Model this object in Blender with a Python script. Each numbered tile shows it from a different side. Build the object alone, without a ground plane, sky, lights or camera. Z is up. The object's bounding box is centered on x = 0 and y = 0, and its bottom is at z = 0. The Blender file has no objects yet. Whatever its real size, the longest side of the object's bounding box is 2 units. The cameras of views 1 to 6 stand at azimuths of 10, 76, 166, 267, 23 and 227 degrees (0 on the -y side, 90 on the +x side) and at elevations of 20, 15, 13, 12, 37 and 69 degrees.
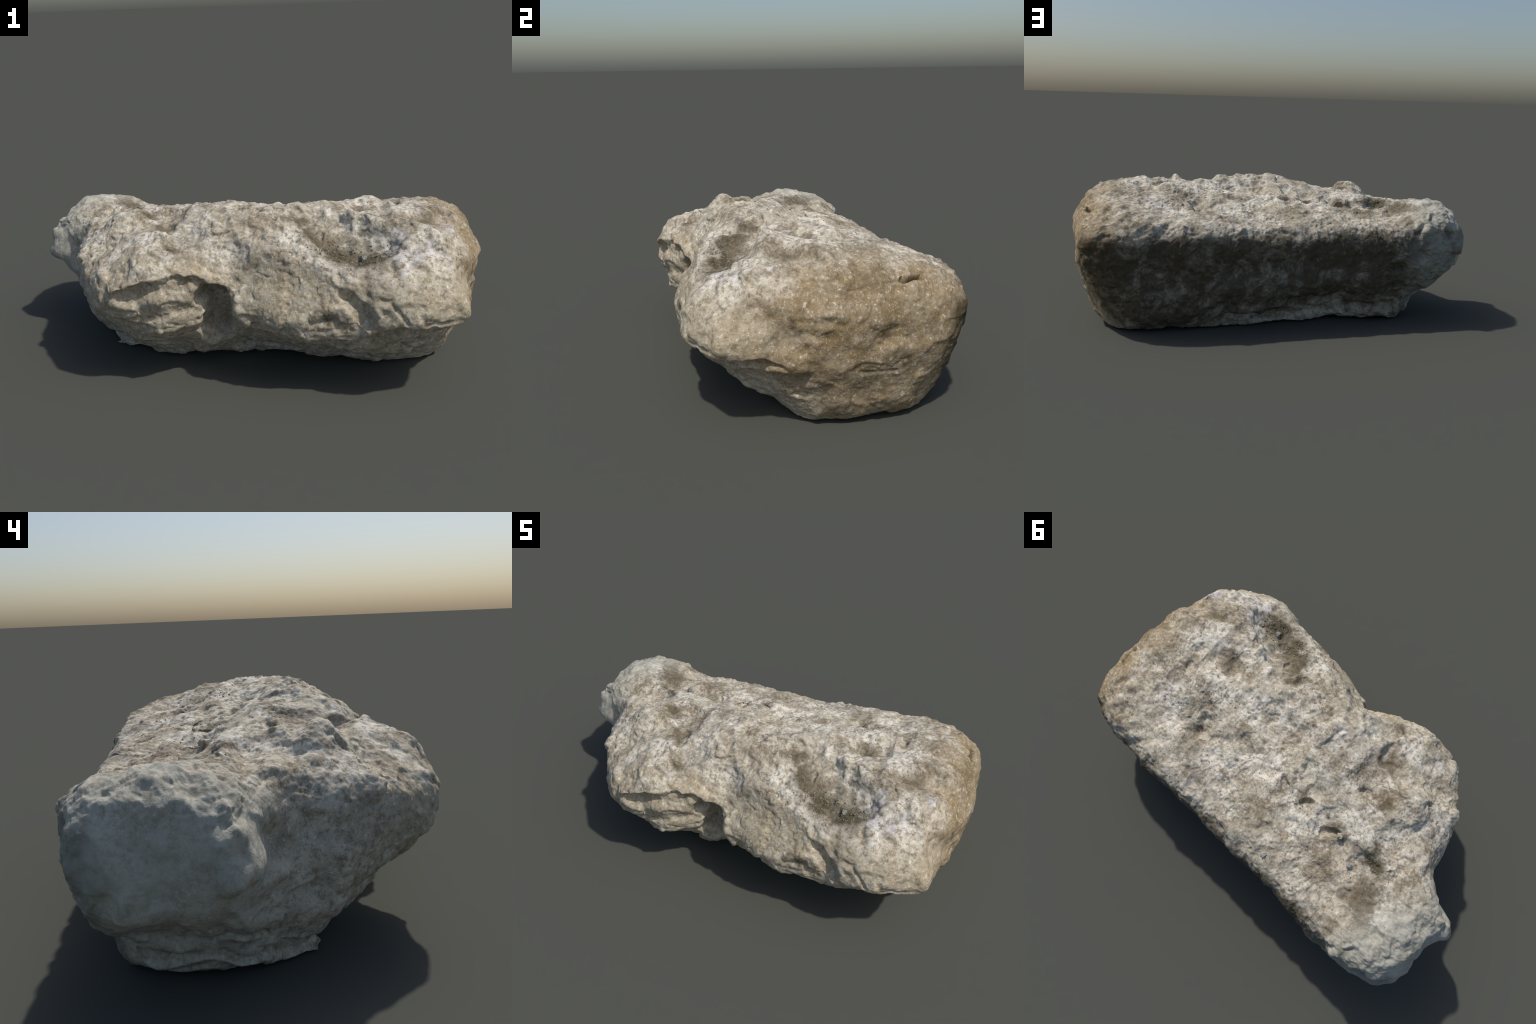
"""A weathered limestone boulder, 2 m long, lying on its narrow foot.

The body is a loft: cross-sections fan round the west end, follow the long axis and fan round the
east end.  Each section is a closed smooth curve through 24 control radii, counted from the back
(north) side over the top, down the front and along the underside.  On that body come sculpting
strokes (hollows, pits, ledges, cracks, knobs), broken facets and several scales of weathering.
"""
import bpy, bmesh, math, random
import numpy as np
from mathutils import Vector, noise as mnoise

random.seed(7)
RNG = np.random.default_rng(11)

# ------------------------------------------------------------------ body: axis and cross-sections
WEST, EAST = np.array([-0.58, 0.14, 0.32]), np.array([0.55, 0.03, 0.32])
FAN = 0.42                       # share of the station line given to the fan at either end
SECTIONS = []


def section(where, *radii):
    SECTIONS.append(radii)


section("west fan",
        0.368, 0.368, 0.368, 0.368, 0.368, 0.368, 0.368, 0.368, 0.366, 0.367, 0.364, 0.363, 0.367, 0.369, 0.369, 0.369, 0.370, 0.369, 0.370, 0.369, 0.369, 0.369, 0.369, 0.369, 0.369, 0.368)
section("west fan",
        0.356, 0.342, 0.337, 0.354, 0.354, 0.352, 0.358, 0.355, 0.354, 0.370, 0.381, 0.398, 0.380, 0.362, 0.362, 0.359, 0.359, 0.358, 0.359, 0.359, 0.360, 0.360, 0.361, 0.361, 0.361, 0.362)
section("west fan, turning up the nose",
        0.433, 0.454, 0.449, 0.402, 0.427, 0.417, 0.412, 0.425, 0.475, 0.451, 0.426, 0.426, 0.372, 0.316, 0.312, 0.282, 0.277, 0.286, 0.279, 0.285, 0.301, 0.302, 0.302, 0.330, 0.363, 0.442)
section("west fan",
        0.438, 0.463, 0.498, 0.490, 0.478, 0.434, 0.410, 0.384, 0.335, 0.290, 0.226, 0.175, 0.209, 0.276, 0.234, 0.238, 0.273, 0.319, 0.298, 0.262, 0.290, 0.272, 0.224, 0.281, 0.373, 0.413)
section("west nose",
        0.362, 0.346, 0.432, 0.420, 0.287, 0.299, 0.271, 0.271, 0.281, 0.375, 0.318, 0.359, 0.270, 0.275, 0.276, 0.358, 0.270, 0.271, 0.358, 0.315, 0.315, 0.349, 0.377, 0.319, 0.375, 0.346)
section("west shoulder",
        0.392, 0.399, 0.369, 0.289, 0.280, 0.270, 0.231, 0.310, 0.202, 0.271, 0.376, 0.462, 0.553, 0.460, 0.445, 0.371, 0.399, 0.437, 0.272, 0.327, 0.327, 0.337, 0.396, 0.417, 0.288, 0.348)
section("along the axis",
        0.340, 0.402, 0.409, 0.299, 0.296, 0.229, 0.234, 0.305, 0.257, 0.435, 0.504, 0.432, 0.620, 0.610, 0.427, 0.414, 0.383, 0.461, 0.230, 0.278, 0.308, 0.313, 0.364, 0.440, 0.372, 0.393)
section("along the axis",
        0.337, 0.411, 0.408, 0.311, 0.295, 0.250, 0.251, 0.276, 0.350, 0.323, 0.402, 0.518, 0.704, 0.637, 0.473, 0.487, 0.451, 0.372, 0.290, 0.300, 0.306, 0.322, 0.421, 0.343, 0.338, 0.394)
section("along the axis",
        0.353, 0.424, 0.423, 0.322, 0.304, 0.265, 0.253, 0.279, 0.362, 0.328, 0.410, 0.664, 0.657, 0.607, 0.615, 0.368, 0.498, 0.383, 0.330, 0.324, 0.305, 0.301, 0.401, 0.327, 0.332, 0.388)
section("along the axis",
        0.383, 0.448, 0.412, 0.357, 0.318, 0.286, 0.262, 0.295, 0.357, 0.413, 0.446, 0.511, 0.667, 0.619, 0.515, 0.440, 0.443, 0.369, 0.327, 0.312, 0.290, 0.295, 0.441, 0.380, 0.360, 0.420)
section("along the axis",
        0.359, 0.470, 0.423, 0.330, 0.306, 0.303, 0.284, 0.308, 0.385, 0.428, 0.536, 0.526, 0.592, 0.468, 0.466, 0.482, 0.387, 0.399, 0.313, 0.306, 0.301, 0.292, 0.397, 0.428, 0.406, 0.427)
section("along the axis",
        0.402, 0.484, 0.412, 0.336, 0.308, 0.273, 0.291, 0.308, 0.359, 0.469, 0.492, 0.427, 0.487, 0.506, 0.423, 0.368, 0.377, 0.417, 0.317, 0.313, 0.323, 0.330, 0.373, 0.434, 0.441, 0.440)
section("along the axis",
        0.380, 0.481, 0.435, 0.340, 0.323, 0.270, 0.290, 0.288, 0.339, 0.444, 0.483, 0.522, 0.503, 0.583, 0.451, 0.396, 0.391, 0.338, 0.332, 0.322, 0.321, 0.333, 0.371, 0.481, 0.458, 0.434)
section("along the axis",
        0.428, 0.500, 0.477, 0.313, 0.330, 0.308, 0.317, 0.294, 0.397, 0.420, 0.482, 0.511, 0.506, 0.586, 0.444, 0.401, 0.393, 0.351, 0.337, 0.323, 0.319, 0.331, 0.375, 0.481, 0.419, 0.458)
section("along the axis",
        0.443, 0.512, 0.475, 0.367, 0.312, 0.303, 0.300, 0.348, 0.395, 0.336, 0.418, 0.587, 0.499, 0.604, 0.496, 0.386, 0.383, 0.374, 0.339, 0.320, 0.321, 0.333, 0.382, 0.472, 0.438, 0.455)
section("along the axis",
        0.424, 0.575, 0.479, 0.349, 0.329, 0.337, 0.341, 0.342, 0.316, 0.445, 0.363, 0.475, 0.559, 0.558, 0.502, 0.387, 0.391, 0.389, 0.326, 0.299, 0.312, 0.322, 0.368, 0.488, 0.486, 0.458)
section("east shoulder",
        0.421, 0.521, 0.497, 0.332, 0.372, 0.298, 0.367, 0.298, 0.353, 0.442, 0.313, 0.506, 0.532, 0.544, 0.525, 0.394, 0.337, 0.382, 0.322, 0.265, 0.303, 0.302, 0.316, 0.481, 0.479, 0.449)
section("east face",
        0.536, 0.595, 0.574, 0.436, 0.382, 0.351, 0.357, 0.370, 0.389, 0.457, 0.480, 0.528, 0.590, 0.609, 0.389, 0.456, 0.366, 0.391, 0.395, 0.302, 0.332, 0.353, 0.424, 0.543, 0.528, 0.544)
section("east fan",
        0.558, 0.574, 0.565, 0.538, 0.486, 0.508, 0.419, 0.476, 0.481, 0.485, 0.583, 0.499, 0.617, 0.624, 0.432, 0.437, 0.407, 0.403, 0.447, 0.438, 0.453, 0.466, 0.486, 0.477, 0.475, 0.504)
section("east fan",
        0.408, 0.343, 0.392, 0.439, 0.460, 0.450, 0.474, 0.482, 0.474, 0.447, 0.432, 0.447, 0.339, 0.368, 0.484, 0.398, 0.421, 0.413, 0.374, 0.405, 0.405, 0.378, 0.385, 0.407, 0.428, 0.418)
section("east fan",
        0.445, 0.448, 0.469, 0.443, 0.432, 0.434, 0.431, 0.432, 0.430, 0.438, 0.439, 0.439, 0.437, 0.449, 0.437, 0.432, 0.439, 0.439, 0.436, 0.437, 0.437, 0.436, 0.437, 0.438, 0.435, 0.440)
section("east fan",
        0.418, 0.417, 0.414, 0.414, 0.416, 0.416, 0.414, 0.413, 0.414, 0.415, 0.417, 0.417, 0.418, 0.418, 0.417, 0.417, 0.417, 0.417, 0.418, 0.417, 0.417, 0.417, 0.417, 0.417, 0.417, 0.417)

SECTIONS = np.array(SECTIONS)
NS, NA = SECTIONS.shape
AXIS = EAST - WEST
LENGTH = np.linalg.norm(AXIS)
AXIS = AXIS / LENGTH
SIDE = np.cross([0, 0, 1.0], AXIS)
SIDE /= np.linalg.norm(SIDE)
UP = np.cross(AXIS, SIDE)


def spline_weights(t):
    return ((1 - t) ** 3 / 6, (3 * t**3 - 6 * t * t + 4) / 6, (-3 * t**3 + 3 * t * t + 3 * t + 1) / 6, t**3 / 6)


def body_radius(u, angle):
    x = (u + FAN) / (LENGTH + 2 * FAN) * (NS - 3)
    i = np.clip(np.floor(x).astype(int), 0, NS - 4)
    y = (angle / (2 * np.pi) % 1) * NA
    j = np.floor(y).astype(int)
    r = 0
    for a, wa in enumerate(spline_weights(np.clip(x - i, 0, 1))):
        for b, wb in enumerate(spline_weights(y - j)):
            r = r + SECTIONS[i + a, (j + b - 1) % NA] * wa * wb
    return r


def body_point(u, angle, r):
    along = np.clip(u, 0, LENGTH)
    lean = (u - along) / FAN * np.pi / 2
    out = np.cos(angle)[..., None] * SIDE + np.sin(angle)[..., None] * UP
    d = np.cos(lean)[..., None] * out + np.sin(lean)[..., None] * AXIS
    return WEST + along[..., None] * AXIS + r[..., None] * d


ROWS, COLS = 780, 1000
u_line = np.linspace(-FAN, LENGTH + FAN, ROWS)
a_line = np.arange(COLS) / COLS * 2 * np.pi
UU, AA = np.meshgrid(u_line, a_line, indexing="ij")
RR = body_radius(UU, AA)
# close both ends smoothly: towards a pole the finer waves of the profile die out
to_pole = np.clip(np.minimum(u_line + FAN, LENGTH + FAN - u_line) / FAN, 0, 1) * 4.5
waves = np.fft.rfft(RR, axis=1)
for pole, inward in ((0, 1), (ROWS - 1, -1)):
    m = ROWS // 22
    edge = pole + inward * m
    slope = (waves[edge + inward, 0] - waves[edge - inward, 0]) / 2
    for k in range(m):
        waves[pole + inward * k, 0] = waves[edge, 0] - slope * (m * m - k * k) / (2 * m)
order = np.minimum(np.arange(waves.shape[1]), 14)
RR = np.fft.irfft(waves * np.minimum(to_pole[:, None], 1) ** (0.7 * order), COLS, axis=1)
P = body_point(UU, AA, RR)


def normals(P):
    du = np.gradient(P, axis=0)
    da = np.roll(P, -1, 1) - np.roll(P, 1, 1)
    n = np.cross(da, du)
    n /= np.linalg.norm(n, axis=-1, keepdims=True) + 1e-12
    n[0], n[-1] = -AXIS, AXIS
    return n


# ------------------------------------------------------------------ noise
def hash3(i, j, k, seed):
    h = (i * 374761393 + j * 668265263 + k * 2147483647 + seed * 974634777) & 0xFFFFFFFF
    h = ((h ^ (h >> 13)) * 1274126177) & 0xFFFFFFFF
    h = ((h ^ (h >> 16)) * 2246822519) & 0xFFFFFFFF
    return (h ^ (h >> 15)) & 0xFFFFFFFF


def gradient_noise(P, size, seed):
    q = P / size + 1000.0
    base = np.floor(q).astype(np.int64)
    f = q - base
    s = f * f * f * (f * (f * 6 - 15) + 10)
    total = 0
    for dx in (0, 1):
        for dy in (0, 1):
            for dz in (0, 1):
                h = hash3(base[..., 0] + dx, base[..., 1] + dy, base[..., 2] + dz, seed)
                g = ((h & 1023) / 511.5 - 1) * (f[..., 0] - dx) + (((h >> 10) & 1023) / 511.5 - 1) * (f[..., 1] - dy) + (((h >> 20) & 1023) / 511.5 - 1) * (f[..., 2] - dz)
                w = (s[..., 0] if dx else 1 - s[..., 0]) * (s[..., 1] if dy else 1 - s[..., 1]) * (s[..., 2] if dz else 1 - s[..., 2])
                total = total + g * w
    return total


def cells(P, size, seed):
    """the jittered cell centres round every point: offset to the centre, squared distance, hash"""
    q = P / size + 1000.0
    base = np.floor(q).astype(np.int64)
    f = q - base
    for dx in (-1, 0, 1):
        for dy in (-1, 0, 1):
            for dz in (-1, 0, 1):
                h = hash3(base[..., 0] + dx, base[..., 1] + dy, base[..., 2] + dz, seed)
                r = (dx + (h & 1023) / 1023 - f[..., 0], dy + ((h >> 10) & 1023) / 1023 - f[..., 1], dz + ((h >> 20) & 1023) / 1023 - f[..., 2])
                yield r, r[0] * r[0] + r[1] * r[1] + r[2] * r[2], h


def cell_noise(P, size, seed):
    """distance to the nearest cell centre, 0..1"""
    best = np.full(P.shape[:-1], 9.0)
    for r, d, h in cells(P, size, seed):
        best = np.minimum(best, d)
    return np.sqrt(best)


def facets(P, size, seed, crisp=22.0):
    """broken planes: every cell has a tilted plane, neighbours meet in creases"""
    total, weight = 0.0, 1e-9
    for r, d, h in cells(P, size, seed):
        w = np.exp(-crisp * np.minimum(d, 1.6))
        g = hash3(h & 65535, h >> 16, h & 255, seed + 1)
        plane = r[0] * ((g & 1023) / 511.5 - 1) + r[1] * (((g >> 10) & 1023) / 511.5 - 1) + r[2] * (((g >> 20) & 1023) / 511.5 - 1) + ((g >> 8) & 255) / 510 - 0.25
        total = total + w * plane
        weight = weight + w
    return total / weight


def smooth(x, a, b):
    t = np.clip((x - a) / (b - a), 0, 1)
    return t * t * (3 - 2 * t)


# ------------------------------------------------------------------ sculpting strokes
WARP = np.stack([gradient_noise(P, 0.09, s) for s in (21, 22, 23)], -1) * 0.030 + np.stack([gradient_noise(P, 0.03, s) for s in (24, 25, 26)], -1) * 0.010


def line_distance(Q, points):
    best = np.full(Q.shape[:-1], 9.0)
    pts = [np.array(p) for p in points]
    for a, b in zip(pts[:-1], pts[1:]):
        d = b - a
        t = np.clip(((Q - a) @ d) / (d @ d), 0, 1)
        best = np.minimum(best, np.linalg.norm(Q - a - t[..., None] * d, axis=-1))
    return best


def stroke(points, radius, height, edge=1.0, push=None, ragged=1.0, crest=False):
    """raise (height > 0) or carve (height < 0) the surface along a line of points, or round one
    point; edge < 1 makes the walls steeper; crest gives a straight-sided ridge or groove; push gives a direction instead of the local normal"""
    global P
    if not isinstance(points[0], (tuple, list)):
        points = [points, points]
        points[1] = tuple(np.array(points[0]) + (1e-4, 0, 0))
    Q = P + WARP * min(1.0, radius / 0.05) * ragged
    away = line_distance(Q, points)
    w = np.clip(1 - away / radius, 0, 1) if crest else 1 - smooth(away, radius * (1 - edge), radius)
    if push is None:
        near = w > 0.02
        if not near.any():
            return
        d = (NRM * w[..., None])[near].sum(0)
        d /= np.linalg.norm(d)
    else:
        d = np.array(push, float) / np.linalg.norm(push)
    P = P + (height * w)[..., None] * d


NRM = normals(P)
# top: shallow basin behind the front rim, with a dirty floor
stroke([(0.40, -0.35, 0.57), (0.52, -0.36, 0.56), (0.62, -0.33, 0.57)], 0.085, -0.028)
stroke([(0.60, -0.31, 0.57), (0.56, -0.30, 0.58)], 0.08, -0.012)
stroke([(0.30, -0.23, 0.64), (0.36, -0.28, 0.61), (0.42, -0.33, 0.57)], 0.055, -0.016)
stroke([(0.35, -0.42, 0.55), (0.48, -0.45, 0.52)], 0.05, 0.012)
stroke([(0.66, -0.42, 0.55), (0.76, -0.40, 0.57), (0.82, -0.31, 0.60)], 0.045, 0.016)
stroke([(0.23, -0.23, 0.65), (0.33, -0.16, 0.67), (0.42, -0.17, 0.67)], 0.03, 0.008)
stroke((0.48, -0.18, 0.67), 0.05, 0.024)
# top: hollow at the east front corner and its rim
stroke([(0.74, -0.17, 0.66), (0.80, -0.14, 0.65)], 0.085, -0.026)
stroke([(0.86, -0.27, 0.63), (0.87, -0.20, 0.64)], 0.055, 0.034)
stroke([(0.72, -0.24, 0.65), (0.80, -0.27, 0.62)], 0.04, 0.012)
stroke([(0.76, 0.02, 0.66), (0.73, 0.05, 0.67), (0.70, 0.00, 0.67)], 0.05, 0.010, crest=True)
# top: hollows and troughs that hold dirt
stroke([(0.50, -0.05, 0.66), (0.57, -0.03, 0.66)], 0.07, -0.020)
stroke([(0.66, 0.03, 0.66), (0.64, 0.11, 0.64)], 0.045, -0.022)
stroke((0.40, -0.08, 0.66), 0.05, -0.010)
stroke((0.25, -0.18, 0.66), 0.06, -0.014)
stroke([(0.21, -0.12, 0.68), (0.25, -0.11, 0.68)], 0.035, 0.012)
stroke([(-0.52, -0.10, 0.61), (-0.42, -0.07, 0.62), (-0.33, -0.05, 0.62)], 0.045, -0.020)
stroke([(-0.55, -0.16, 0.62), (-0.47, -0.17, 0.62), (-0.38, -0.14, 0.62)], 0.04, 0.014)
stroke([(-0.52, 0.15, 0.57), (-0.58, 0.18, 0.57)], 0.085, -0.020)
stroke([(-0.62, 0.27, 0.57), (-0.66, 0.31, 0.57)], 0.11, -0.012)
stroke((-0.43, 0.30, 0.55), 0.05, -0.012)
stroke((-0.50, 0.22, 0.56), 0.03, 0.012)
stroke([(-0.31, -0.23, 0.61), (-0.26, -0.28, 0.60)], 0.06, -0.020)
# top: deep pits
stroke([(0.38, 0.26, 0.58), (0.40, 0.23, 0.59)], 0.048, -0.036, edge=0.7)
stroke([(0.42, 0.20, 0.60), (0.46, 0.15, 0.62)], 0.05, -0.014)
stroke([(-0.355, 0.172, 0.57), (-0.335, 0.185, 0.57)], 0.030, -0.028, edge=0.8, ragged=1.3)
stroke([(-0.385, 0.16, 0.575), (-0.40, 0.13, 0.58)], 0.03, 0.008)
stroke([(-0.19, 0.15, 0.585), (-0.175, 0.162, 0.585)], 0.022, -0.020, edge=0.8, ragged=1.5)
stroke([(-0.10, 0.19, 0.58), (-0.04, 0.15, 0.59)], 0.022, -0.016, edge=0.7)
stroke([(-0.04, 0.12, 0.60), (-0.09, 0.12, 0.60)], 0.07, 0.007)
# top: raised blade of harder stone beside a broken white patch
stroke([(-0.262, -0.329, 0.60), (-0.235, -0.275, 0.62), (-0.20, -0.22, 0.64)], 0.032, 0.022, crest=True, ragged=0.6)
stroke([(-0.22, -0.36, 0.59), (-0.15, -0.32, 0.60)], 0.075, -0.018)
stroke((-0.245, -0.392, 0.58), 0.022, -0.020, edge=0.8, ragged=0.4)
stroke([(-0.18, -0.40, 0.57), (-0.13, -0.38, 0.58)], 0.025, -0.010)
# front: arched ledge, recess under it, block below and a deep dark cavity beside the block
stroke([(-0.42, -0.53, 0.47), (-0.33, -0.54, 0.49), (-0.22, -0.52, 0.50), (-0.10, -0.46, 0.48), (0.00, -0.42, 0.45)], 0.045, 0.008, push=(0, -1, 0.1))
stroke([(-0.40, -0.54, 0.40), (-0.32, -0.54, 0.435), (-0.22, -0.52, 0.44), (-0.12, -0.47, 0.425), (-0.04, -0.43, 0.39)], 0.055, -0.036, edge=0.7, push=(0, -1, -0.1))
stroke([(-0.32, -0.52, 0.35), (-0.24, -0.50, 0.355), (-0.16, -0.46, 0.355), (-0.12, -0.44, 0.32)], 0.085, -0.032, push=(0.1, -1, 0.35))
stroke([(-0.07, -0.43, 0.37), (-0.03, -0.40, 0.29), (-0.06, -0.38, 0.22)], 0.085, -0.115, edge=0.6, push=(0.1, -1, -0.1), ragged=0.6)
stroke([(0.05, -0.44, 0.42), (0.045, -0.44, 0.35), (0.09, -0.45, 0.28), (0.18, -0.46, 0.26)], 0.04, 0.016)
stroke([(-0.38, -0.47, 0.22), (-0.26, -0.48, 0.25), (-0.15, -0.44, 0.25)], 0.022, 0.012, edge=0.7)
# front: broken lower edge with undercut, a scooped pocket, a notch and a smooth plate beside it
stroke([(0.20, -0.47, 0.29), (0.34, -0.48, 0.265), (0.47, -0.49, 0.265), (0.55, -0.51, 0.30)], 0.045, 0.012, crest=True, push=(0, -1, -0.2))
stroke([(0.20, -0.44, 0.23), (0.36, -0.45, 0.215), (0.52, -0.47, 0.235), (0.63, -0.50, 0.28), (0.74, -0.49, 0.30), (0.85, -0.43, 0.28), (0.95, -0.28, 0.28)], 0.05, -0.028, edge=0.6)
stroke([(0.33, -0.50, 0.345), (0.42, -0.51, 0.35)], 0.035, -0.016)
stroke([(0.46, -0.50, 0.44), (0.515, -0.52, 0.40), (0.545, -0.52, 0.35)], 0.038, -0.022, edge=0.8, ragged=0.5)
stroke([(0.62, -0.54, 0.38), (0.74, -0.52, 0.40)], 0.07, 0.010, edge=0.5)
stroke([(0.62, -0.53, 0.44), (0.70, -0.54, 0.345)], 0.012, -0.008)
# east end: horizontal ledges and the long slanting crack that opens into a slot
stroke([(0.81, -0.46, 0.31), (0.92, -0.32, 0.315), (0.92, -0.21, 0.28), (0.91, -0.08, 0.235), (0.95, 0.05, 0.25), (0.95, 0.18, 0.24)], 0.018, -0.014, edge=0.9, ragged=0.6)
stroke([(0.93, -0.10, 0.53), (0.95, 0.01, 0.55), (0.94, 0.13, 0.56), (0.93, 0.21, 0.563)], 0.008, -0.007, edge=0.9, ragged=0.1)
stroke([(0.93, 0.21, 0.563), (0.925, 0.25, 0.568), (0.915, 0.285, 0.565)], 0.016, -0.045, edge=0.8, ragged=0.1)
stroke([(0.97, -0.24, 0.45), (0.97, -0.15, 0.46), (0.97, -0.05, 0.45)], 0.03, -0.008)
stroke((0.42, -0.21, 0.615), 0.055, -0.018)
stroke([(0.92, -0.18, 0.34), (0.925, -0.13, 0.345)], 0.08, 0.034)
stroke((0.954, 0.163, 0.345), 0.08, 0.028)
stroke((0.964, -0.117, 0.476), 0.06, 0.008)
# back: knob and hole at the west end of the top edge, small cave below it
stroke((-0.667, 0.49, 0.525), 0.032, 0.020)
stroke((-0.70, 0.505, 0.485), 0.035, 0.020, crest=True)
stroke([(-0.67, 0.50, 0.48), (-0.65, 0.50, 0.475)], 0.020, -0.022, edge=0.8, ragged=0.4)
stroke([(-0.81, 0.48, 0.48), (-0.835, 0.48, 0.455)], 0.028, -0.045, edge=0.7, ragged=0.4)
stroke([(-0.58, 0.50, 0.31), (-0.53, 0.50, 0.305)], 0.035, -0.035, edge=0.7, ragged=0.6)
stroke([(-0.60, 0.51, 0.34), (-0.54, 0.51, 0.345)], 0.025, 0.014)
stroke([(0.10, 0.48, 0.30), (0.22, 0.49, 0.24), (0.30, 0.48, 0.20)], 0.05, 0.012)
stroke([(-0.88, 0.26, 0.17), (-0.86, 0.14, 0.16), (-0.78, 0.02, 0.13)], 0.07, -0.028)
stroke([(-0.77, 0.00, 0.47), (-0.745, -0.05, 0.40), (-0.725, -0.11, 0.355), (-0.705, -0.19, 0.32)], 0.055, 0.022, crest=True, ragged=0.6)
stroke([(-0.64, -0.27, 0.50), (-0.58, -0.36, 0.42), (-0.52, -0.42, 0.33)], 0.05, 0.012, crest=True, ragged=0.6)
stroke([(-0.69, -0.16, 0.48), (-0.66, -0.25, 0.38), (-0.58, -0.34, 0.30)], 0.05, -0.012, crest=True, ragged=0.6)
# west end: blunt nose, arm and the facets of the shoulder in front of it
stroke((-0.975, 0.093, 0.365), 0.07, 0.038, ragged=0.2)
stroke([(0.98, -0.10, 0.46), (0.98, 0.02, 0.45)], 0.15, 0.012, ragged=0.3)
stroke((0.90, 0.475, 0.455), 0.07, 0.007)
# east front edge: a keen corner where front and end face meet, pointed at its foot
stroke([(0.82, -0.31, 0.60), (0.865, -0.36, 0.52), (0.90, -0.41, 0.44), (0.92, -0.45, 0.37)], 0.06, 0.012, crest=True, push=(0.7, -0.7, 0.1), ragged=0.4)
stroke([(0.90, -0.44, 0.38), (0.91, -0.44, 0.35)], 0.09, 0.022, crest=True, push=(0.7, -0.7, 0), ragged=0.4)
stroke([(0.55, -0.52, 0.31), (0.66, -0.53, 0.345), (0.76, -0.52, 0.36), (0.88, -0.46, 0.35)], 0.05, 0.008, crest=True, push=(0.1, -1, -0.1), ragged=0.6)
stroke([(-0.96, 0.09, 0.48), (-0.93, 0.10, 0.52)], 0.05, 0.010)
stroke([(-0.65, 0.04, 0.58), (-0.83, 0.05, 0.54), (-0.92, 0.04, 0.45)], 0.04, -0.010)
stroke([(-0.62, -0.29, 0.53), (-0.66, -0.29, 0.49)], 0.05, 0.020, edge=0.6)
stroke([(-0.55, -0.21, 0.60), (-0.57, -0.24, 0.58)], 0.018, -0.012, edge=0.8)
stroke([(-0.52, -0.44, 0.49), (-0.43, -0.53, 0.43)], 0.03, 0.010)

# underside: the body overhangs a smaller ragged foot
stroke([(0.25, 0.43, 0.025), (0.0, 0.44, 0.03), (-0.22, 0.43, 0.035)], 0.075, -0.075, edge=0.6, push=(0, 1, -0.1), ragged=0.5)
stroke([(-0.15, 0.43, 0.07), (-0.35, 0.43, 0.075), (-0.55, 0.41, 0.09)], 0.05, -0.045, edge=0.6, push=(0, 1, -0.1), ragged=0.5)
stroke([(-0.74, 0.33, 0.07), (-0.80, 0.20, 0.07), (-0.79, 0.10, 0.07), (-0.74, 0.00, 0.06), (-0.62, -0.10, 0.05), (-0.50, -0.18, 0.05)], 0.055, -0.045, edge=0.6, push=(-1, -0.3, -0.1), ragged=0.5)
stroke([(0.06, -0.25, 0.06), (0.30, -0.30, 0.075), (0.50, -0.30, 0.08)], 0.045, -0.03, edge=0.6, push=(0.2, -1, -0.1), ragged=0.5)
stroke([(-0.54, -0.15, 0.0), (-0.60, -0.14, 0.02)], 0.05, 0.035, push=(-0.5, -0.8, 0))
stroke([(-0.50, 0.40, 0.0), (-0.58, 0.36, 0.02)], 0.05, 0.03, push=(-0.5, 0.8, 0))

stroke([(-0.01, -0.22, 0.08), (0.14, -0.33, 0.14), (0.29, -0.41, 0.20)], 0.05, -0.025)
stroke([(0.10, 0.46, 0.12), (-0.20, 0.46, 0.11)], 0.07, -0.018)
stroke([(0.30, 0.34, 0.02), (0.20, 0.34, 0.02)], 0.05, 0.035, push=(0, 1, 0))
stroke([(-0.04, 0.45, 0.13), (-0.15, 0.40, 0.06), (-0.30, 0.41, 0.07)], 0.05, -0.025, push=(0, 1, -0.2))
stroke([(-0.86, 0.28, 0.16), (-0.80, 0.18, 0.14), (-0.76, 0.05, 0.12)], 0.055, -0.025)
stroke([(-0.50, -0.45, 0.29), (-0.34, -0.49, 0.25)], 0.05, -0.018)
stroke([(-0.52, -0.28, 0.16), (-0.45, -0.35, 0.19)], 0.06, -0.025)
stroke([(-0.58, -0.135, 0.01), (-0.61, -0.13, 0.012)], 0.035, 0.035, push=(-1, -0.3, 0), crest=True, ragged=0.4)
stroke((-0.47, 0.43, 0.02), 0.04, 0.035, push=(0, 1, 0), crest=True, ragged=0.4)

# ------------------------------------------------------------------ breakage and weathering
BASE_N = NRM
NRM = normals(P)
top = smooth(BASE_N[..., 2], 0.25, 0.75) * smooth(P[..., 2], 0.4, 0.5)
back = smooth(BASE_N[..., 1], 0.3, 0.8) * (1 - top)
west = smooth(-P[..., 0] + 0.3 * P[..., 1], 0.62, 0.80) * (1 - top)
east = smooth(P[..., 0], 0.82, 0.93) * (1 - top)
front = np.clip(1 - top - back - west - east, 0, 1)
Q = P + WARP
rise = gradient_noise(P, 0.14, 31) * 0.005
rise += gradient_noise(Q, 0.065, 32) * (0.006 + 0.009 * top + 0.005 * back)
rise += facets(P + WARP * 0.5, 0.17, 33, 24.0) * (0.020 * front + 0.016 * west + 0.006 * top + 0.005 * east + 0.004 * back)
rise += facets(P + WARP * 0.5, 0.07, 35, 16.0) * (0.006 * front + 0.003 * west + 0.006 * top + 0.004 * east + 0.006 * back)
rise += facets(P + WARP * 0.3, 0.028, 36) * (0.0030 * front + 0.0025 * top + 0.003 * back)
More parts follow.
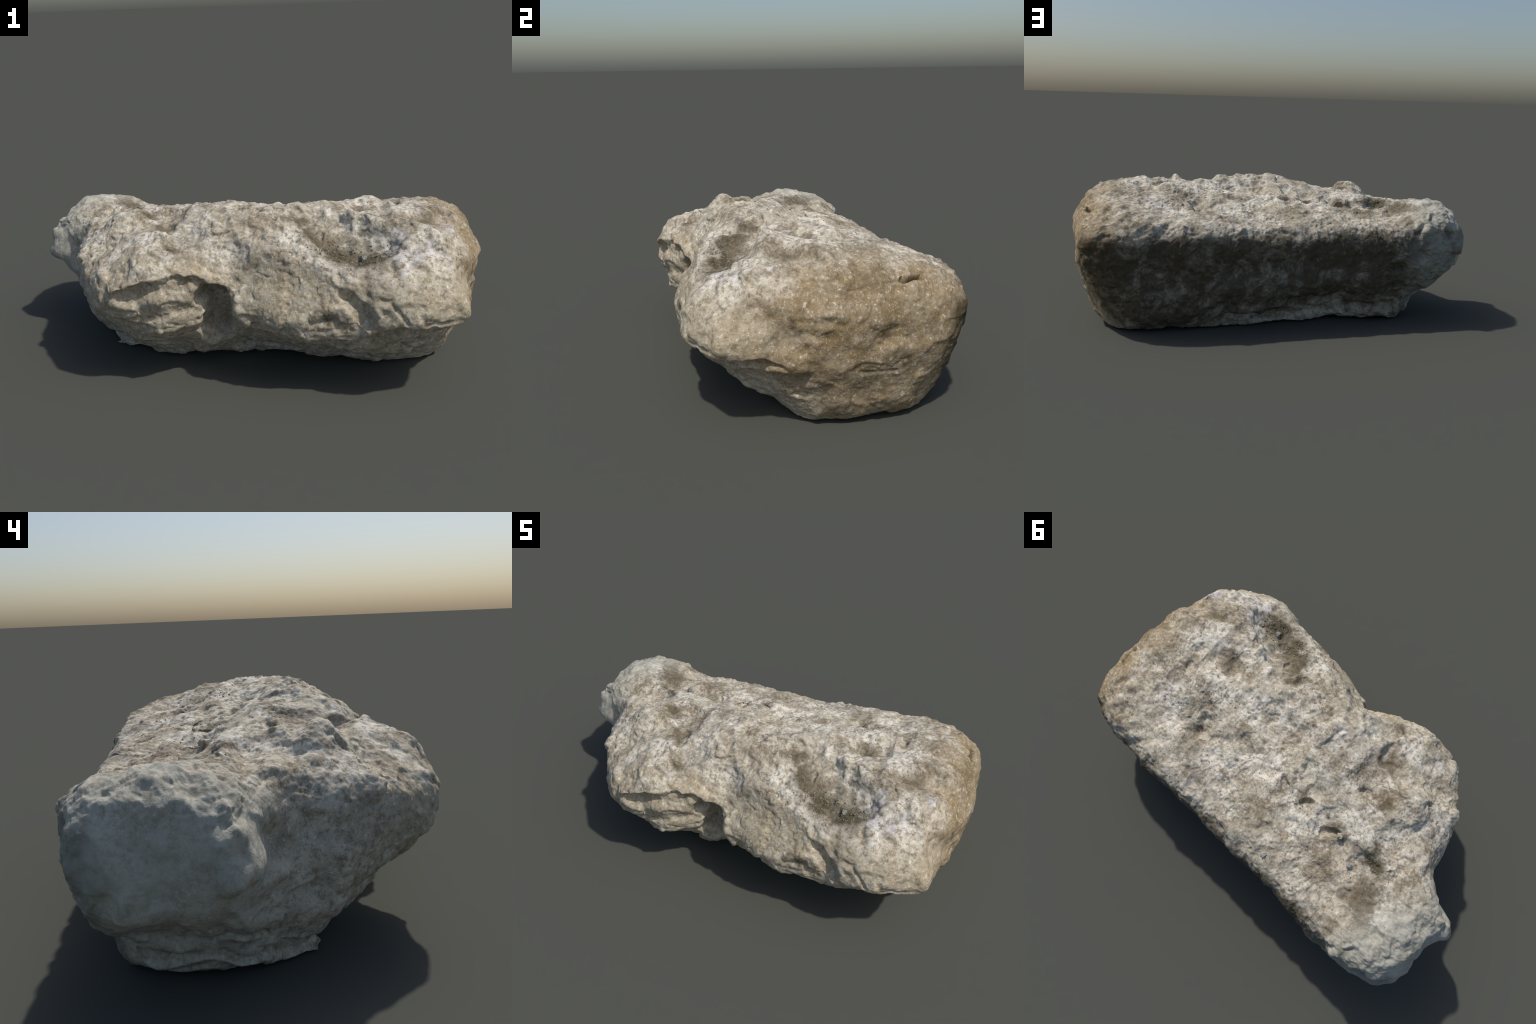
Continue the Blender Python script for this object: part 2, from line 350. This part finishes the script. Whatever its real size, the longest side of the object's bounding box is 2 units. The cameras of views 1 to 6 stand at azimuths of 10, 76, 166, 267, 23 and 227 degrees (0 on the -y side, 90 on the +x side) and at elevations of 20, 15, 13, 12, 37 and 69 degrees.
rise += gradient_noise(P, 0.034, 37) * (0.006 * top + 0.003 * front + 0.007 * back + 0.001 * west + 0.003 * east)
rough = smooth(gradient_noise(P, 0.17, 38), -0.25, 0.3)
grit = gradient_noise(P, 0.017, 39) * 0.0034 + gradient_noise(P, 0.009, 40) * 0.0020
rise += grit * (top * (0.55 + 0.75 * rough) + 0.55 * front * (0.4 + 0.8 * rough) + 0.7 * back + 0.15 * west + 0.4 * east)
pits = smooth(0.40 - cell_noise(Q, 0.032, 41), 0.0, 0.25)
rise -= pits * (0.004 * top * rough + 0.002 * front * rough + 0.003 * back)
rise -= smooth(0.52 - cell_noise(Q + WARP, 0.12, 43), 0.0, 0.3) * 0.010 * top
rise -= rise.mean() + 0.0005
P = P + rise[..., None] * NRM

# ------------------------------------------------------------------ stand it on the ground, 2 m long
P[..., 2] = np.where(P[..., 2] < 0.012, 0.012 + (P[..., 2] - 0.012) * 0.25, P[..., 2])
P[..., 2] -= P[..., 2].min()
print('extent', P.reshape(-1, 3).min(0), P.reshape(-1, 3).max(0))


def mesh_from_rows(name, P):
    rows, cols = P.shape[:2]
    verts = np.concatenate([P[0].mean(0)[None], P[1:-1].reshape(-1, 3), P[-1].mean(0)[None]])
    last = len(verts) - 1
    i = np.arange(rows - 3)[:, None] * cols + 1
    j, k = np.arange(cols)[None], (np.arange(cols)[None] + 1) % cols
    quads = np.stack([i + j, i + cols + j, i + cols + k, i + k], -1).reshape(-1, 4)[:, ::-1]
    j, k = j[0], k[0]
    near = np.stack([j * 0, 1 + j, 1 + k], -1)[:, ::-1]
    e = 1 + (rows - 3) * cols
    far = np.stack([j * 0 + last, e + k, e + j], -1)[:, ::-1]
    me = bpy.data.meshes.new(name)
    tris = np.concatenate([near, far])
    me.vertices.add(len(verts))
    me.vertices.foreach_set("co", verts.astype(np.float32).ravel())
    me.loops.add(quads.size + tris.size)
    me.loops.foreach_set("vertex_index", np.concatenate([quads.ravel(), tris.ravel()]).astype(np.int32))
    me.polygons.add(len(quads) + len(tris))
    me.polygons.foreach_set("loop_start", np.concatenate([np.arange(len(quads)) * 4, quads.size + np.arange(len(tris)) * 3]).astype(np.int32))
    me.update(calc_edges=True)
    me.validate()
    me.polygons.foreach_set("use_smooth", np.ones(len(me.polygons), bool))
    return me


boulder = bpy.data.objects.new("boulder", mesh_from_rows("boulder", P))
bpy.context.collection.objects.link(boulder)
boulder["label"] = "long pale limestone boulder, pitted top, dirty hollows, undercut front ledge"
boulder["category"] = "rock"




# ------------------------------------------------------------------ materials
def srgb(r, g, b):
    return tuple(((c / 255) / 12.92 if c <= 10 else ((c / 255 + 0.055) / 1.055) ** 2.4) for c in (r, g, b)) + (1.0,)


class Nodes:
    def __init__(self, name):
        self.mat = bpy.data.materials.new(name)
        self.mat.use_nodes = True
        self.t = self.mat.node_tree
        self.t.nodes.clear()
        self.coord = self.new("ShaderNodeTexCoord").outputs["Object"]

    def new(self, kind, **inputs):
        n = self.t.nodes.new(kind)
        return n

    def put(self, socket, value):
        if isinstance(value, bpy.types.NodeSocket):
            self.t.links.new(value, socket)
        else:
            socket.default_value = value

    def noise(self, scale, detail=4.0, rough=0.6, vector=None, distortion=0.0, stretch=None):
        v = vector or self.coord
        if stretch:
            m = self.new("ShaderNodeMapping")
            m.inputs["Scale"].default_value = stretch
            self.put(m.inputs["Vector"], v)
            v = m.outputs[0]
        n = self.new("ShaderNodeTexNoise")
        self.put(n.inputs["Vector"], v)
        n.inputs["Scale"].default_value = scale
        n.inputs["Detail"].default_value = detail
        n.inputs["Roughness"].default_value = rough
        n.inputs["Distortion"].default_value = distortion
        return n.outputs["Fac"]

    def ramp(self, value, low, high, to_low=0.0, to_high=1.0):
        n = self.new("ShaderNodeMapRange")
        n.interpolation_type = "SMOOTHSTEP"
        for s, v in zip(n.inputs[:5], (value, low, high, to_low, to_high)):
            self.put(s, v)
        return n.outputs[0]

    def math(self, op, a, b=0.0, clamp=False):
        n = self.new("ShaderNodeMath")
        n.operation, n.use_clamp = op, clamp
        self.put(n.inputs[0], a)
        self.put(n.inputs[1], b)
        return n.outputs[0]

    def mix(self, fac, a, b, blend="MIX"):
        n = self.new("ShaderNodeMix")
        n.data_type, n.blend_type = "RGBA", blend
        self.put(n.inputs[0], fac)
        self.put(n.inputs[6], a)
        self.put(n.inputs[7], b)
        return n.outputs[2]

    def vector(self, op, a, b):
        n = self.new("ShaderNodeVectorMath")
        n.operation = op
        self.put(n.inputs[0], a)
        self.put(n.inputs[1], b)
        return n.outputs["Value"] if op in ("DISTANCE", "DOT_PRODUCT") else n.outputs["Vector"]

    def patches(self, where, spots):
        """soft round spots (x, y, z, radius, strength) in the object's own space"""
        total = None
        for x, y, z, r, s in spots:
            w = self.ramp(self.vector("DISTANCE", where, (x, y, z)), r * 0.35, r * 1.25, s, 0.0)
            total = w if total is None else self.math("MAXIMUM", total, w)
        return total


n = Nodes("weathered_limestone")
warp = n.new("ShaderNodeTexNoise")
n.put(warp.inputs["Vector"], n.coord)
warp.inputs["Scale"].default_value, warp.inputs["Detail"].default_value = 14.0, 4.0
shifted = n.vector("SUBTRACT", warp.outputs["Color"], (0.5, 0.5, 0.5))
scaled = n.new("ShaderNodeVectorMath")
scaled.operation = "SCALE"
n.put(scaled.inputs[0], shifted)
scaled.inputs["Scale"].default_value = 0.15
where = n.vector("ADD", n.coord, scaled.outputs["Vector"])
sep = n.new("ShaderNodeSeparateXYZ")
n.put(sep.inputs[0], where)
X, Y, Z = sep.outputs

broad = n.noise(3.2, 5, 0.6)
mid = n.noise(11.0, 6, 0.65, distortion=0.6)
fine = n.noise(42.0, 6, 0.72)
speck = n.noise(120.0, 4, 0.7)
grain = n.noise(75.0, 5, 0.75)

STONE = srgb(203,194,174)
colour = n.mix(n.ramp(mid, 0.35, 0.66), srgb(168,157,138), STONE)
colour = n.mix(n.ramp(broad, 0.45, 0.68, 0.0, 0.6), colour, srgb(178,173,160))
colour = n.mix(n.ramp(n.noise(6.0, 4, 0.6, vector=where), 0.54, 0.68, 0.0, 0.3), colour, srgb(188,173,162))
# regions of the boulder
tan_end = n.ramp(n.math("ADD", X, n.math("MULTIPLY", Y, 0.12)), 0.72, 0.95)
colour = n.mix(n.math("MULTIPLY", tan_end, n.ramp(mid, 0.30, 0.62, 1.0, 0.7)), colour, srgb(146,124,88))
grey_face = n.patches(where, [(0.20, -0.47, 0.42, 0.15, 1.0), (0.69, -0.52, 0.42, 0.06, 1.0), (0.77, -0.32, 0.60, 0.05, 1.0), (0.33, -0.50, 0.43, 0.12, 0.9), (0.60, -0.25, 0.62, 0.08, 0.8), (0.50, -0.24, 0.62, 0.07, 0.8)])
colour = n.mix(n.math("MULTIPLY", grey_face, 0.4), colour, srgb(166,160,140))
# pale worn crests scattered over the top, warm beige on the front
beige = n.math("MULTIPLY", n.ramp(Y, -0.30, -0.42), n.ramp(Z, 0.60, 0.48))
colour = n.mix(n.math("MULTIPLY", beige, n.ramp(mid, 0.30, 0.62, 0.8, 0.45)), colour, srgb(172,158,131))
crest = n.math("MULTIPLY", n.ramp(n.noise(8.0, 5, 0.65), 0.46, 0.60), n.ramp(fine, 0.34, 0.54))
crest = n.math("MULTIPLY", crest, n.math("SUBTRACT", 1.0, n.math("MULTIPLY", tan_end, 0.85)))
colour = n.mix(n.math("MULTIPLY", crest, n.ramp(Z, 0.42, 0.56, 0.12, 0.72)), colour, srgb(234,228,214))
pock = n.math("MULTIPLY", n.ramp(n.noise(34.0, 3, 0.6, distortion=0.8), 0.57, 0.66), n.ramp(n.noise(7.0, 3, 0.6), 0.44, 0.58))
colour = n.mix(n.math("MULTIPLY", pock, n.ramp(Z, 0.42, 0.54, 0.15, 0.5)), colour, srgb(100,91,72))
# olive grey mottling, a few centimetres across
blotch = n.ramp(n.noise(12.0, 6, 0.70, distortion=0.7), 0.54, 0.66)
colour = n.mix(n.math("MULTIPLY", blotch, n.math("MULTIPLY", n.ramp(Z, 0.42, 0.58, 0.05, 0.5), n.ramp(n.noise(4.5, 4, 0.6), 0.42, 0.60, 0.25, 1.0))), colour, srgb(100,91,72))
# fine mottle everywhere
colour = n.mix(n.ramp(fine, 0.50, 0.36, 0.0, 0.58), colour, srgb(116,105,84))
colour = n.mix(n.ramp(fine, 0.56, 0.70, 0.0, 0.75), colour, srgb(234,228,214))
colour = n.mix(n.ramp(grain, 0.48, 0.36, 0.0, 0.42), colour, srgb(98,88,70))
colour = n.mix(n.ramp(grain, 0.56, 0.68, 0.0, 0.55), colour, srgb(234,228,214))
colour = n.mix(n.ramp(speck, 0.60, 0.72, 0.0, 0.6), colour, srgb(234,228,214))

# soil and algae lying in the hollows of the top
dirt = n.patches(where, [
    (0.76, -0.17, 0.66, 0.080, 1.0), (0.83, -0.06, 0.65, 0.065, 0.8), (0.65, 0.08, 0.65, 0.045, 1.0), (0.52, -0.05, 0.66, 0.070, 1.0),
    (0.40, -0.08, 0.65, 0.050, 0.7), (0.39, 0.26, 0.58, 0.045, 1.0), (0.39, 0.37, 0.56, 0.075, 0.7), (0.42, 0.15, 0.61, 0.045, 0.7),
    (0.64, 0.40, 0.58, 0.030, 0.6), (0.36, 0.31, 0.57, 0.070, 0.6), (-0.42, -0.07, 0.62, 0.060, 1.0), (-0.31, -0.23, 0.61, 0.065, 0.85),
    (-0.23, -0.38, 0.58, 0.060, 0.9), (-0.19, 0.16, 0.58, 0.040, 0.9), (-0.06, 0.19, 0.57, 0.050, 0.7), (-0.35, 0.16, 0.57, 0.065, 0.8),
    (-0.33, 0.30, 0.55, 0.035, 0.6), (-0.43, 0.30, 0.54, 0.055, 0.9), (-0.05, 0.36, 0.55, 0.080, 0.6), (-0.70, 0.38, 0.58, 0.065, 0.8),
    (-0.61, 0.46, 0.52, 0.050, 1.0), (-0.73, 0.48, 0.53, 0.050, 1.0), (-0.80, 0.49, 0.49, 0.050, 1.0), (0.25, -0.20, 0.65, 0.070, 0.95), (0.30, -0.25, 0.62, 0.060, 0.9)])
dirt = n.math("MULTIPLY", dirt, n.ramp(grain, 0.30, 0.60, 1.0, 0.55))
colour = n.mix(dirt, colour, n.mix(n.ramp(mid, 0.4, 0.6), srgb(88,79,61), srgb(116,103,82)))
olive = n.patches(where, [(0.43, -0.34, 0.57, 0.115, 1.0), (0.53, -0.37, 0.555, 0.105, 1.0), (0.60, -0.37, 0.56, 0.07, 0.9), (0.34, -0.29, 0.60, 0.08, 0.9), (0.25, -0.20, 0.65, 0.05, 0.8), (0.52, -0.05, 0.66, 0.05, 0.8), (-0.42, -0.07, 0.62, 0.045, 0.8), (-0.30, -0.23, 0.61, 0.05, 0.6),
    (-0.56, 0.14, 0.57, 0.075, 1.0), (-0.62, 0.25, 0.57, 0.085, 0.85), (-0.64, 0.31, 0.57, 0.085, 0.8), (0.77, -0.16, 0.65, 0.045, 0.8), (0.39, 0.245, 0.57, 0.035, 1.0), (-0.24, -0.39, 0.58, 0.025, 1.0)])
olive = n.math("MULTIPLY", olive, n.ramp(speck, 0.55, 0.70, 1.0, 0.35))
colour = n.mix(olive, colour, n.mix(n.ramp(fine, 0.38, 0.62), srgb(72,67,53), srgb(100,91,72)))
# faint brown weathering spread over the top
stain = n.math("MULTIPLY", n.ramp(n.noise(5.0, 5, 0.65, vector=where), 0.50, 0.64), n.ramp(Z, 0.48, 0.56))
colour = n.mix(n.math("MULTIPLY", stain, n.ramp(grain, 0.35, 0.6, 0.9, 0.4)), colour, srgb(116,103,82))
# white crystalline patches
white = n.patches(where, [(-0.16, -0.33, 0.60, 0.030, 0.9), (0.70, -0.40, 0.56, 0.060, 0.6), (0.77, -0.37, 0.58, 0.050, 0.6), (0.66, -0.31, 0.60, 0.075, 0.4), (0.86, -0.25, 0.63, 0.045, 0.6), (0.57, -0.28, 0.61, 0.05, 0.5)])
white = n.math("MULTIPLY", white, n.ramp(fine, 0.42, 0.58, 0.1, 1.0))
colour = n.mix(white, colour, srgb(230,228,231))
# dark brown mottling on the back; dark patches on the east end and in a few pockets of the front
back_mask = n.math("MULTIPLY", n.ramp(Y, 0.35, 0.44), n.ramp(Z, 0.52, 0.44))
back_dark_mottle = n.math("MULTIPLY", back_mask, n.ramp(n.noise(9.0, 7, 0.72, distortion=0.8), 0.70, 0.46, 0.42, 1.0))
colour = n.mix(n.math("MULTIPLY", back_dark_mottle, 0.88), colour, srgb(64,55,39))
damp = n.patches(where, [(0.97, -0.18, 0.44, 0.060, 0.8), (0.96, 0.22, 0.29, 0.060, 1.0), (0.96, -0.28, 0.46, 0.04, 0.6), (0.95, 0.10, 0.30, 0.14, 0.45), (0.92, 0.0, 0.20, 0.2, 0.35), (0.39, -0.51, 0.35, 0.045, 0.7), (0.85, 0.47, 0.5, 0.06, 0.6), (0.95, 0.32, 0.35, 0.10, 0.35),
    (0.72, 0.48, 0.50, 0.05, 0.7), (0.62, 0.49, 0.49, 0.045, 0.7), (-0.40, -0.56, 0.41, 0.04, 0.5)])
damp = n.math("MULTIPLY", damp, n.ramp(n.noise(18.0, 5, 0.7), 0.60, 0.38))
colour = n.mix(damp, colour, srgb(68,58,44))
west_mask = n.ramp(n.math("SUBTRACT", n.math("MULTIPLY", Y, 0.35), X), 0.70, 0.96)
colour = n.mix(n.math("MULTIPLY", west_mask, n.ramp(mid, 0.35, 0.65, 0.35, 0.65)), colour, srgb(174,176,165))

bump1 = n.new("ShaderNodeBump")
bump1.inputs["Strength"].default_value, bump1.inputs["Distance"].default_value = 0.55, 0.006
n.put(bump1.inputs["Height"], n.math("ADD", n.math("MULTIPLY", fine, 0.8), n.math("MULTIPLY", grain, 0.6)))
bump2 = n.new("ShaderNodeBump")
bump2.inputs["Strength"].default_value, bump2.inputs["Distance"].default_value = 0.5, 0.002
n.put(bump2.inputs["Height"], speck)
n.put(bump2.inputs["Normal"], bump1.outputs[0])
shader = n.new("ShaderNodeBsdfPrincipled")
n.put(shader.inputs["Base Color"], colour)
n.put(shader.inputs["Roughness"], 0.92)
n.put(shader.inputs["Specular IOR Level"], 0.2)
n.put(shader.inputs["Normal"], bump2.outputs[0])
out = n.new("ShaderNodeOutputMaterial")
n.put(out.inputs[0], shader.outputs[0])
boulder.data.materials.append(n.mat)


def pebble_material(name, dark, light):
    n = Nodes(name)
    c = n.mix(n.ramp(n.noise(30.0, 5, 0.7), 0.35, 0.65), dark, light)
    c = n.mix(n.ramp(n.noise(110.0, 4, 0.7), 0.55, 0.7, 0.0, 0.5), c, srgb(150, 142, 126))
    b = n.new("ShaderNodeBump")
    b.inputs["Strength"].default_value, b.inputs["Distance"].default_value = 0.5, 0.003
    n.put(b.inputs["Height"], n.noise(90.0, 5, 0.7))
    s = n.new("ShaderNodeBsdfPrincipled")
    n.put(s.inputs["Base Color"], c)
    n.put(s.inputs["Roughness"], 0.88)
    n.put(s.inputs["Normal"], b.outputs[0])
    o = n.new("ShaderNodeOutputMaterial")
    n.put(o.inputs[0], s.outputs[0])
    return n.mat


blue_stone = pebble_material("blue_grey_pebble", srgb(124, 124, 116), srgb(168, 170, 164))
pale_stone = pebble_material("pale_pebble", srgb(150, 142, 124), srgb(190, 184, 168))
grit_stone = pebble_material("loose_grit", srgb(104, 96, 80), srgb(150, 142, 124))


# ------------------------------------------------------------------ pebbles set in the top, grit in the basin
def pebble_mesh(name, seed, flat):
    bm = bmesh.new()
    bmesh.ops.create_icosphere(bm, subdivisions=4, radius=1.0)
    for v in bm.verts:
        d = v.co.normalized()
        k = 0.9 + 0.42 * mnoise.noise(d * 1.3 + Vector((seed, 0, 0))) + 0.20 * mnoise.noise(d * 2.6 + Vector((0, seed, 0)))
        v.co = Vector((d.x * k, d.y * k * 0.8, d.z * k * flat))
    me = bpy.data.meshes.new(name)
    bm.to_mesh(me)
    bm.free()
    for p in me.polygons:
        p.use_smooth = True
    return me


surface = P.reshape(-1, 3)
surface_n = normals(P).reshape(-1, 3)
shapes = [pebble_mesh("pebble", s, f) for s, f in ((1.7, 0.7), (5.2, 0.6), (9.4, 0.8))]


def on_surface(spot):
    i = ((surface - np.array(spot)) ** 2).sum(1).argmin()
    return Vector(surface[i]), Vector(surface_n[i])


PEBBLES = [((0.516, -0.352, 0.565), 0.015, blue_stone, 0.1), ((0.609, -0.317, 0.558), 0.019, blue_stone, -0.2), ((-0.375, 0.165, 0.575), 0.018, pale_stone, 0.1),
           ((-0.207, 0.441, 0.52), 0.016, blue_stone, -0.2), ((-0.507, 0.211, 0.555), 0.018, pale_stone, -0.1), ((0.483, -0.434, 0.52), 0.008, pale_stone, -0.1),
           ((0.234, -0.234, 0.652), 0.010, pale_stone, 0.1)]
for k, (spot, size, mat, lift) in enumerate(PEBBLES):
    at, up = on_surface(spot)
    o = bpy.data.objects.new("pebble", shapes[k % 3].copy() if mat is not blue_stone else shapes[k % 3])
    if not o.data.materials:
        o.data.materials.append(mat)
    o.location = at + up * size * lift
    o.scale = (size, size, size)
    o.rotation_euler = up.to_track_quat("Z", "Y").to_euler()
    o.rotation_euler.rotate_axis("Z", k * 1.9)
    o.parent = boulder
    bpy.context.collection.objects.link(o)

grit = bmesh.new()
for k in range(520):
    if k < 360:
        t = random.random()
        spot = (0.36 + 0.26 * t + random.gauss(0, 0.025), -0.33 - 0.03 * t + random.gauss(0, 0.03), 0.57)
    else:
        c = random.choice(((-0.56, 0.15, 0.57), (-0.40, 0.24, 0.55), (-0.06, 0.19, 0.58), (0.40, 0.10, 0.62), (-0.20, 0.17, 0.58), (0.30, 0.33, 0.57)))
        spot = (c[0] + random.gauss(0, 0.06), c[1] + random.gauss(0, 0.04), c[2])
    at, up = on_surface(spot)
    size = 0.0014 + 0.0026 * random.random() ** 2
    made = bmesh.ops.create_icosphere(grit, subdivisions=1, radius=size)["verts"]
    for v in made:
        v.co = v.co * (0.75 + 0.5 * random.random()) + at + up * size * 0.1
me = bpy.data.meshes.new("grit")
grit.to_mesh(me)
grit.free()
me.materials.append(grit_stone)
grit_object = bpy.data.objects.new("grit", me)
grit_object["kind"] = "stuff"
grit_object.parent = boulder
bpy.context.collection.objects.link(grit_object)
